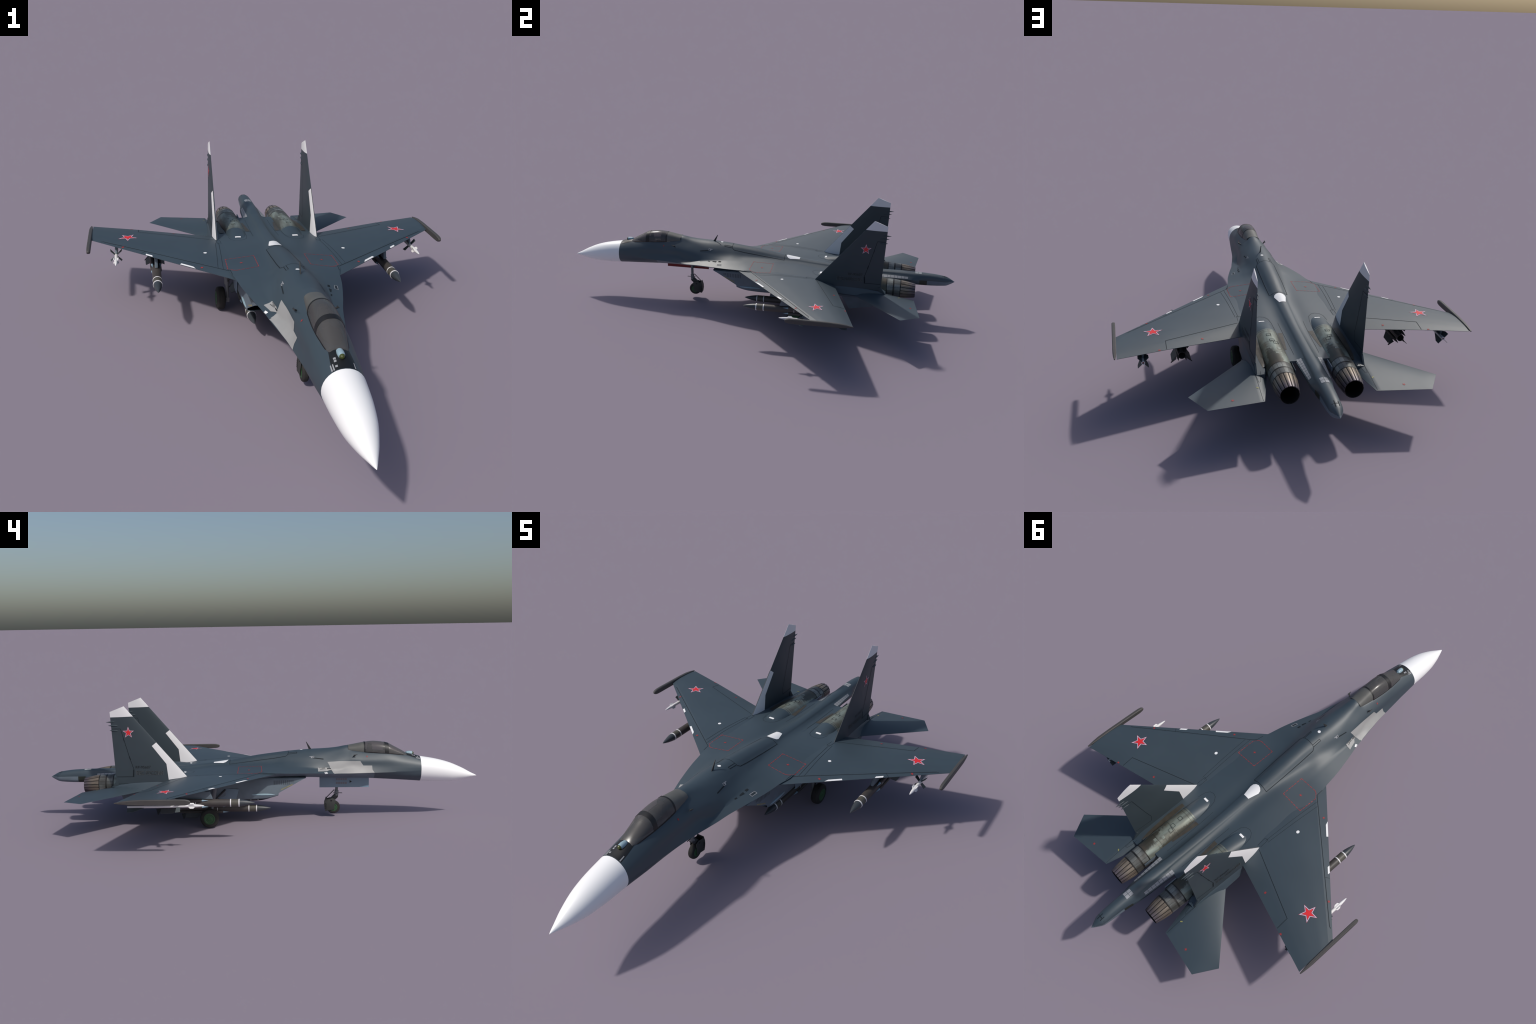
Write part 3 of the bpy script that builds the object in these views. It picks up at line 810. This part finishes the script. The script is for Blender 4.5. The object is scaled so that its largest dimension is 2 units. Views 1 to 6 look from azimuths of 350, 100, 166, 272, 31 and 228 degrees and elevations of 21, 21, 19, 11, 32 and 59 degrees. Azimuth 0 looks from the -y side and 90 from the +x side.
def small_missile(s):
    x, y, z = .566, .212, .1950
    g = group("dogfight_missile", (s * x, y, z))
    o = (s * x, y, z)
    cen = lambda yy: (s * x, z - (yy - y) * .008)
    P = lambda a, b: (y + a, b)
    make_obj("missile_nose", *revolve_y([P(0, .0008), P(.004, .0022), P(.014, .0042), P(.028, .0058), P(.04, .0064), P(.115, .0064)], cen, 20), M["aam_white"], parent=g, origin=o)
    make_obj("missile_body", *revolve_y([P(.1145, .0064), P(.306, .0064), P(.306, .0045), P(.29, .0043)], cen, 20), M["aam_white"], parent=g, origin=o)
    make_obj("missile_nozzle_plug", *revolve_y([P(.299, .0004), P(.300, .0046)], cen, 16), M["red_door"], parent=g, origin=o)
    for a in (45, 135, 225, 315):
        ca, sa = math.cos(math.radians(a)), math.sin(math.radians(a))
        def fin(pts, t, name, mat):
            V = [(s * x + rad * ca - d * t * sa, y + yy, z - yy * .008 + rad * sa + d * t * ca) for d in (-1, 1) for yy, rad in pts]
            n = len(pts)
            F = [tuple(range(n)), tuple(range(n, 2 * n))] + [(i, (i + 1) % n, n + (i + 1) % n, n + i) for i in range(n)]
            make_obj(name, V, F, mat, parent=g, origin=o)
        fin([(.036, .005), (.043, .0130), (.056, .0130), (.064, .005)], .0009, "missile_canard", M["aam_white"])
        fin([(.096, .005), (.094, .0275), (.114, .0300), (.110, .005)], .0007, "missile_fin", M["aam_fin"])
        fin([(.236, .005), (.282, .0260), (.305, .0265), (.306, .005)], .0007, "missile_tail_fin", M["aam_fin"])
    v, f = plate([(y + .10, z + .006), (y + .12, z + .036), (y + .29, z + .036), (y + .28, z + .006)], 0, s * x - .004, s * x + .004)
    bevel(make_obj("pylon", v, f, M["belly"], parent=g, origin=o), .0015)

for s in (1, -1):
    big_missile(s, .424, .0165, .1710, True)
    big_missile(s, .106, -.0434, .0670, False)
    small_missile(s)
    # side sensor blister on the intake wall
    prof = [(-.063, .0004), (-.05, .003), (-.03, .0048), (.0, .005), (.03, .0036), (.052, .0005)]
    make_obj("intake_blister", *revolve_y(prof, (s * .1385, .1375), 16), M["sensor_blue"])

# ------------------------------------------------------------------ painted marks laid on the skin
def bvh_of(obs):
    V, F = [], []
    for o in obs:
        b = len(V)
        mw = Matrix.Translation(o.location + (o.parent.location if o.parent else Vector()))
        V += [mw @ v.co for v in o.data.vertices]
        F += [tuple(i + b for i in p.vertices) for p in o.data.polygons]
    return BVHTree.FromPolygons(V, F)

TOP = bvh_of([fuselage, sting] + list(wings.values()) + list(nacelles.values()) + list(stabs.values()) + list(engines.values()) + list(shelves.values()))
FUS = bvh_of([fuselage])
FINS = {s: bvh_of([fins[s]]) for s in (1, -1)}
NACB = {s: bvh_of([nacelles[s]]) for s in (1, -1)}

def caster(kind):
    """maps a 2-D mark coordinate to a point just above the skin"""
    if kind == "top":
        def f(p, eps):
            h = TOP.ray_cast(Vector((p[0], p[1], 1)), Vector((0, 0, -1)))
            return None if h[0] is None else h[0] + Vector((0, 0, eps)) if h[1].z < .3 and h[1].z > -.3 else h[0] + (h[1] if h[1].z > 0 else -h[1]) * eps
    else:
        tree, sx = kind
        def f(p, eps):
            h = tree.ray_cast(Vector((sx * 1.0, p[0], p[1])), Vector((-sx, 0, 0)))
            return None if h[0] is None else h[0] + (h[1] if h[1].x * sx > 0 else -h[1]) * eps
    return f

class Marks:
    """collects marks of one colour into one mesh"""
    def __init__(self):
        self.store = {}
    def add(self, key, verts, faces):
        V, F = self.store.setdefault(key, ([], []))
        b = len(V)
        V += verts; F += [tuple(i + b for i in q) for q in faces]
    def poly(self, key, kind, pts, eps=.0006, step=.007):
        cast = caster(kind)
        pts = [Vector(p) for p in pts]
        ring = []
        for a, b in zip(pts, pts[1:] + pts[:1]):
            n = max(1, int((b - a).length / step))
            ring += [a.lerp(b, i / n) for i in range(n)]
        xs = [p.x for p in ring]; ys = [p.y for p in ring]
        inner = []
        def inside(x, y):
            c = False
            for (x1, y1), (x2, y2) in zip(ring, ring[1:] + ring[:1]):
                if (y1 > y) != (y2 > y) and x < (x2 - x1) * (y - y1) / (y2 - y1) + x1:
                    c = not c
            return c
        gx = np.arange(min(xs) + step / 2, max(xs), step); gy = np.arange(min(ys) + step / 2, max(ys), step)
        for x in gx:
            for y in gy:
                if inside(x, y) and min((Vector((x, y)) - q).length for q in ring) > step * .3:
                    inner.append(Vector((x, y)))
        n = len(ring)
        vs, _, fs, _, _, _ = delaunay_2d_cdt(ring + inner, [(i, (i + 1) % n) for i in range(n)], [list(range(n))], 1, 1e-6)
        out = [cast(v, eps) for v in vs]
        ok = [tuple(f) for f in fs if all(out[i] is not None for i in f)]
        self.add(key, [tuple(o) if o is not None else (0, 0, .2) for o in out], ok)
    def stroke(self, key, kind, pts, w=.0014, eps=.0005, step=.006, closed=False):
        cast = caster(kind)
        pts = [Vector(p) for p in pts]
        if closed:
            pts = pts + pts[:1]
        for a, b in zip(pts, pts[1:]):
            n = max(1, int((b - a).length / step))
            d = (b - a).normalized(); nrm = Vector((-d.y, d.x)) * w / 2
            a2, b2 = a - d * w * .4, b + d * w * .4
            V, F, prev = [], [], None
            for i in range(n + 1):
                q = a2.lerp(b2, i / n)
                l, r = cast(q + nrm, eps), cast(q - nrm, eps)
                if l is None or r is None:
                    prev = None; continue
                V += [tuple(l), tuple(r)]
                k = len(V) - 2
                if prev is not None:
                    F.append((prev, prev + 1, k + 1, k))
                prev = k
            self.add(key, V, F)
    def dash(self, key, kind, pts, w, on, off, eps=.0006):
        pts = [Vector(p) for p in pts]
        for a, b in zip(pts, pts[1:]):
            L = (b - a).length; d = (b - a).normalized()
            n = max(1, round((L + off) / (on + off)))
            pitch = (L + off) / n
            for i in range(n):
                self.stroke(key, kind, [a + d * i * pitch, a + d * (i * pitch + pitch - off)], w, eps)
    def build(self, names):
        for key, (V, F) in self.store.items():
            nm, parent, mat = names(key)
            ob = make_obj(nm, V, F, mat, parent=parent, sharp=40, fix=False)
            if nm.endswith("s"):
                ob["kind"] = "stuff"

def star_pts(c, r, ang, inner=.40):
    return [(c[0] + (r if k % 2 == 0 else r * inner) * math.sin(ang + k * math.pi / 5), c[1] + (r if k % 2 == 0 else r * inner) * math.cos(ang + k * math.pi / 5)) for k in range(10)]
def disc(c, r, n=14, sy=1.0):
    return [(c[0] + r * math.cos(2 * math.pi * k / n), c[1] + r * sy * math.sin(2 * math.pi * k / n)) for k in range(n)]

def star(kind, c, r, ang, parent):
    for frac, eps, mat in ((1.0, .0006, "red"), (.955, .0009, "lilac"), (.765, .0012, "star_dark"), (.67, .0015, "red")):
        mk = Marks()
        mk.poly("a", kind, star_pts(c, r * frac, ang), eps, .006)
        mk.build(lambda k: ("star_marking", parent, M[mat]))

for s in (1, -1):
    star("top", (s * .5225, .3735), .0375, math.pi, wings[s])
    star((FINS[s], s), (.580, .4365) if s < 0 else (.563, .411), .027, 0, fins[s])

P = Marks()
for s in (1, -1):
    S = lambda pts: [(s * x, y) for x, y in pts]
    # wing seams
    P.stroke("line", "top", S([(.185, .002), (.611, .350)]), .0022)
    P.stroke("line", "top", S([(.185, .002), (.182, -.030)]), .0018)
    P.stroke("line", "top", S([(.611, .350), (.628, .3535)]), .0016)
    P.stroke("line", "top", S([(.46, .228), (.475, .2155)]), .0014)
    P.stroke("line", "top", S([(.2024, .334), (.4822, .4441), (.4824, .494)]), .0020)
    P.stroke("line", "top", S([(.222, .036), (.203, .288)]), .0012)
    P.stroke("line", "top", S([(.206, .022), (.191, .290)]), .0012)
    P.stroke("line", "top", S([(.182, .284), (.196, .281), (.197, .322)]), .0012)
    P.stroke("line", "top", S([(.182, .284), (.183, .325)]), .0012)
    # seam round the engine hump
    P.stroke("line", "top", S([(.072, .428), (.075, .36), (.082, .325), (.096, .309), (.112, .304), (.128, .309), (.140, .325), (.146, .36)]), .0010)
    P.stroke("line", "top", S([(.05, .36), (.047, .50), (.046, .60)]), .0009)
    # spine hatch seams
    P.stroke("line", "top", S([(.0375, .147), (.040, .05), (.0405, -.04), (.040, -.112)]), .0024)
    P.stroke("line", "top", S([(.040, -.112), (.034, -.122), (.024, -.125)]), .0022)
    P.stroke("line", "top", S([(0, .147), (.0375, .147)]), .0022)
    P.stroke("line", "top", S([(0, -.125), (.024, -.125), (.024, -.165), (.031, -.165), (.031, -.125)]), .0020)
    # stabiliser root seam and marks
    P.stroke("line", "top", S([(.197, .655), (.1965, .80)]), .0010)
    P.stroke("line", "top", S([(.178, .655), (.186, .70), (.193, .705), (.196, .66)]), .0010)
    P.poly("yellow", "top", disc((s * .2045, .732), .0028, 8), .0008)
    P.poly("yellow", "top", disc((s * .2010, .735), .0024, 8), .0008)
    for c in ((.296, .788),):
        P.poly("red_thin", "top", star_pts((s * c[0], c[1]), .0065, 0, .45), .0008)
    # red walkway dashes and stencils
    sq = [(.0895, -.001), (.0900, .1015), (.1900, .1020), (.1915, .018), (.176, -.001), (.164, -.006), (.0895, -.001)]
    P.dash("red_thin", "top", S(sq[:4]), .0022, .0095, .0060)
    P.dash("red_thin", "top", S(sq[3:6]), .0020, .007, .006)
    P.dash("red_thin", "top", S(sq[5:]), .0022, .0095, .0060)
    P.poly("red_thin", "top", star_pts((s * .141, .053), .0075, 0, .35), .0008)
    for c in ((.275, .052), (.540, .284), (.349, .434), (.508, .501)):
        P.poly("red_thin", "top", star_pts((s * c[0], c[1]), .0062, 0, .5), .0008)
    # lamps and white patches
    P.poly("lamp", "top", disc((s * .2524, .173), .0062, 12, 1.15), .0008)
    P.poly("lamp", "top", [(s * x, y) for x, y in ((.100, .341), (.1215, .341), (.1215, .350), (.100, .350))], .0010, .004)
    le = lambda x, d: (s * x, WING_LE(x) + d)
    P.poly("lamp", "top", [le(.296, .0006), le(.303, .011), le(.341, .011), le(.346, .0006)], .0010, .004)
    P.poly("lamp", "top", [le(.437, .0006), le(.437, .0105), le(.459, .0105), le(.460, .0006)], .0010, .004)
    # fin: rudder seam, white leading-edge panel, lettering is added below
    F_ = (FINS[s], s)
    P.stroke("line", (FINS[s], -s), [(.652, .453), (.614, .453), (.601, .404), (.578, .321), (.562, .270), (.565, .238), (.640, .237)], .0018)
    P.stroke("line", F_, [(.652, .453), (.614, .453), (.601, .404), (.578, .321), (.562, .270), (.565, .238), (.640, .237)], .0022)
    P.stroke("line", F_, [(.5635, .268), (.5655, .240)], .0060)
    P.stroke("line", F_, [(.603, .409), (.600, .398)], .0035)
    P.stroke("line", F_, [(.580, .328), (.576, .316)], .0040)
    P.stroke("line", F_, [(.555, .2065), (.635, .2045)], .0014)
    edge = lambda z: (FIN_LE(z) + .0008, z)
    for face in ((-1, 1) if s < 0 else (-1,)):
        P.poly("white", (FINS[s], face), [edge(.391), (.478, .376), (.416, .295), (.408, .224), (.345, .233), edge(.2365)], .0009, .010)
P.build(lambda k: ({"line": "panel_seams", "yellow": "yellow_stencils", "red_thin": "red_stencils", "red": "red_stencils", "lamp": "lamp_lenses", "white": "white_fin_panels"}[k], ROOT, M[k]))

for s in (1, -1):
    S = lambda pts: [(s * x, y) for x, y in pts]
    H = Marks()
    H.poly("heat", "top", S([(.0500, .436), (.0680, .436), (.0690, .56), (.0625, .560), (.0560, .50)]), .0007)
    H.poly("heat", "top", S([(.1530, .425), (.1700, .425), (.1760, .50), (.1720, .60), (.1660, .64), (.1530, .64)]), .0007)
    for y0, x0 in ((.470, .112), (.512, .108), (.530, .098)):
        H.stroke("hatch", "top", S([(x0 - .008, y0), (x0 + .008, y0), (x0 + .008, y0 + .016), (x0 - .008, y0 + .016)]), .0014, .0008, closed=True)
        H.poly("pale", "top", S(disc((x0, y0 + .008), .0045, 10)), .0008)
    for y0, x0 in ((.566, .120), (.572, .096), (.603, .108)):
        H.poly("pale", "top", S([(x0 - .006, y0), (x0 + .006, y0), (x0 + .006, y0 + .011), (x0 - .006, y0 + .011)]), .0008)
    H.build(lambda k: {"heat": ("heat_stained_panel", engines[s], M["heat"]), "hatch": ("engine_hatch_seams", engines[s], M["line"]), "pale": ("engine_access_plates", engines[s], M["engine_pale"])}[k])
    v, f = plate([(.640, .190), (.640, .2150), (.700, .2140), (.700, .196)], 0, s * .0655 - .0012, s * .0640 + .0012)
    bevel(make_obj("engine_side_plate", v, f, M["belly"]), .0006)

# central spine lamp fairing and other one-off marks
Q = Marks()
Q.poly("lamp", "top", [(-.021, .166), (-.012, .158), (0, .1545), (.012, .158), (.021, .166), (.0235, .178), (.013, .2235), (-.013, .2235), (-.0235, .178)], .0010, .005)
Q.poly("lamp", "top", disc((0, -.186), .0065, 12), .0009)
# anti-glare panel in front of the windshield
Q.poly("black", "top", [(-.031, -.733), (.031, -.733), (.030, -.70), (.026, -.662), (-.026, -.662), (-.030, -.70)], .0006, .006)
for x0 in (-.0265, -.0315, .0265):
    Q.poly("silver", "top", [(x0 - .0017, -.732), (x0 + .0017, -.732), (x0 + .0012, -.712), (x0 - .0012, -.712)], .0012, .004)
for c in ((-.019, -.722), (-.0185, -.706), (-.0185, -.698)):
    Q.poly("silver", "top", [(c[0] - .003, c[1] - .003), (c[0] + .003, c[1] - .003), (c[0] + .003, c[1] + .003), (c[0] - .003, c[1] + .003)], .0012, .004)
# light grey repair patch and gun vents on the right-hand side only
L_ = (FUS, -1)
Q.poly("patch", L_, [(-.518, .2235), (-.509, .237), (-.508, .2545), (-.468, .2550), (-.454, .2755), (-.360, .2765), (-.304, .2735), (-.313, .2570), (-.316, .2460), (-.331, .2262), (-.420, .2245)], .0007, .007)
Q.poly("patch", L_, [(-.259, .2500), (-.300, .2500), (-.335, .2440), (-.300, .2352), (-.259, .2375)], .0010, .005)
for k in range(5):
    Q.stroke("dark", L_, [(-.268 - .0055 * k, .2495), (-.270 - .0055 * k, .2425)], .0022, .0014, .003)
Q.stroke("dark", L_, [(-.302, .2450), (-.317, .2446)], .0040, .0014, .003)
Q.poly("lamp", L_, [(-.287, .2325), (-.300, .2325), (-.304, .2290), (-.290, .2275)], .0009, .004)
for s in (1, -1):
    K = (FUS, s)
    Q.stroke("dark", K, [(-.234, .2915), (-.285, .2855)], .0035, .0007)
    Q.stroke("silver", K, [(-.222, .2960), (-.243, .2975), (-.243, .2915), (-.231, .2900)], .0016, .0009)
    Q.poly("silver", K, [(-.226, .2955), (-.238, .2955), (-.232, .2895)], .0008, .004)
    Q.poly("red_thin", K, star_pts((-.486, .294), .0045, 0, .5), .0008)
# louvres and an access square on the left-hand strake
for pts in ([(.1025, -.1792), (.1107, -.1804), (.1124, -.166), (.1051, -.1655)], [(.1018, -.2109), (.1063, -.2119), (.1121, -.1915), (.1035, -.1898)], [(.098, -.236), (.102, -.237), (.105, -.226), (.100, -.225)]):
    Q.poly("dark", "top", pts, .0007, .004)
Q.stroke("silver", "top", [(.1404, -.1568), (.1364, -.1821), (.1254, -.1814), (.1302, -.1569)], .0018, .0008, closed=True)
for k in range(5):
    Q.stroke("dark", "top", [(.1300, -.160 - .0045 * k), (.1370, -.1602 - .0045 * k)], .0020, .0008)
# grey gripped panels along the sting
for s in (1, -1):
    for i in range(8):
        y0, y1 = .636 + .0172 * i, .636 + .0172 * (i + 1) - .0016
        xa = lambda y: .0295 - .0 * y
        xb = lambda y: float(np.interp(y, [.63, .78], [.0485, .0375]))
        for j in (0, 1):
            a, b = (j * .5, j * .5 + .45)
            pt = lambda y, t: (s * (xa(y) + (xb(y) - xa(y)) * t), y)
            Q.poly("grip", "top", [pt(y0, a), pt(y0, b), pt(y1, b), pt(y1, a)], .0009, .008)
for ix in (-1, 1):
    for iy in (0, 1):
        Q.poly("grip", "top", [(ix * .0008, .806 + iy * .0165), (ix * .0135, .806 + iy * .0165), (ix * .0135, .8210 + iy * .0165), (ix * .0008, .8210 + iy * .0165)], .0008, .006)
for x0, h in ((-.009, .009), (.004, .012)):
    Q.stroke("line", "top", [(x0 - .0085, .951), (x0 + .0085, .951)], .0030)
    Q.stroke("line", "top", [(x0, .951 - h), (x0, .951 + h)], .0030)
# intake side louvres and stained lip
for s in (1, -1):
    N_ = (NACB[s], s)
    for i in range(11):
        for j in (0, 1):
            z = .2010 - .0095 * j - .0002 * i
            y0 = -.145 + .0085 * i
            if y0 > -.155 + .010 * j * 2:
                Q.stroke("vent", N_, [(y0, z), (y0, z - .0065)], .0042, .0006, .004)
    Q.poly("stain", N_, [(-.176, .1945), (-.166, .1955), (-.092, .1625), (-.0880, .1558)], .0006, .006)
Q.build(lambda k: ({"lamp": "lamp_lenses", "black": "anti_glare_panel", "silver": "silver_fittings", "patch": "grey_repair_patch", "dark": "dark_vents", "red_thin": "red_stencils", "vent": "intake_louvres", "stain": "stained_intake_lip", "grip": "grip_panels", "line": "panel_seams"}[k], ROOT,
                   {"lamp": M["lamp"], "black": M["black"], "silver": M["grey_metal"], "patch": M["pale_patch"], "dark": M["line"], "red_thin": M["red_thin"], "vent": M["vent"], "stain": M["stain"], "grip": M["grey_metal"], "line": M["line"]}[k]))

# lettering on the outer faces of the fins
def lettering(text, s, y_front, y_rear, z0, z1, mat, outline=None):
    cu = bpy.data.curves.new("lettering", 'FONT')
    cu.body = text; cu.resolution_u = 3
    tmp = bpy.data.objects.new("lettering_helper", cu)
    COLL.objects.link(tmp)
    bpy.context.view_layer.update()
    me = bpy.data.meshes.new_from_object(tmp.evaluated_get(bpy.context.evaluated_depsgraph_get()))
    bpy.data.objects.remove(tmp); bpy.data.curves.remove(cu)
    xs = [v.co.x for v in me.vertices]; ys = [v.co.y for v in me.vertices]
    x0, x1, h0, h1 = min(xs), max(xs), min(ys), max(ys)
    cast = caster((FINS[s], s))
    V = []
    for v in me.vertices:
        u = (v.co.x - x0) / (x1 - x0); w = (v.co.y - h0) / (h1 - h0)
        # text runs left to right as seen from outside: towards -y on the right-hand fin, +y on the left-hand fin
        yy = y_rear + (y_front - y_rear) * u if s < 0 else y_front + (y_rear - y_front) * u
        V.append(tuple(cast((yy, z0 + (z1 - z0) * w), .0010)))
    F = [tuple(p.vertices) for p in me.polygons]
    bpy.data.meshes.remove(me)
    make_obj("lettering", V, F, mat, parent=fins[s], smooth=False, fix=False)
M["text_edge"] = plain("grey_lettering_edge", (0.085, 0.095, 0.10), rough=0.6)
for s in (1, -1):
    lettering("RF-95607", s, .486, .554, .276, .2875, M["text"])
    lettering("ВВС РОССИИ", s, .4315, .5525, .2455, .2650, M["text_edge"])
    lettering("ВВС РОССИИ", s, .4330, .5510, .2470, .2635, M["text"])

bpy.context.view_layer.update()
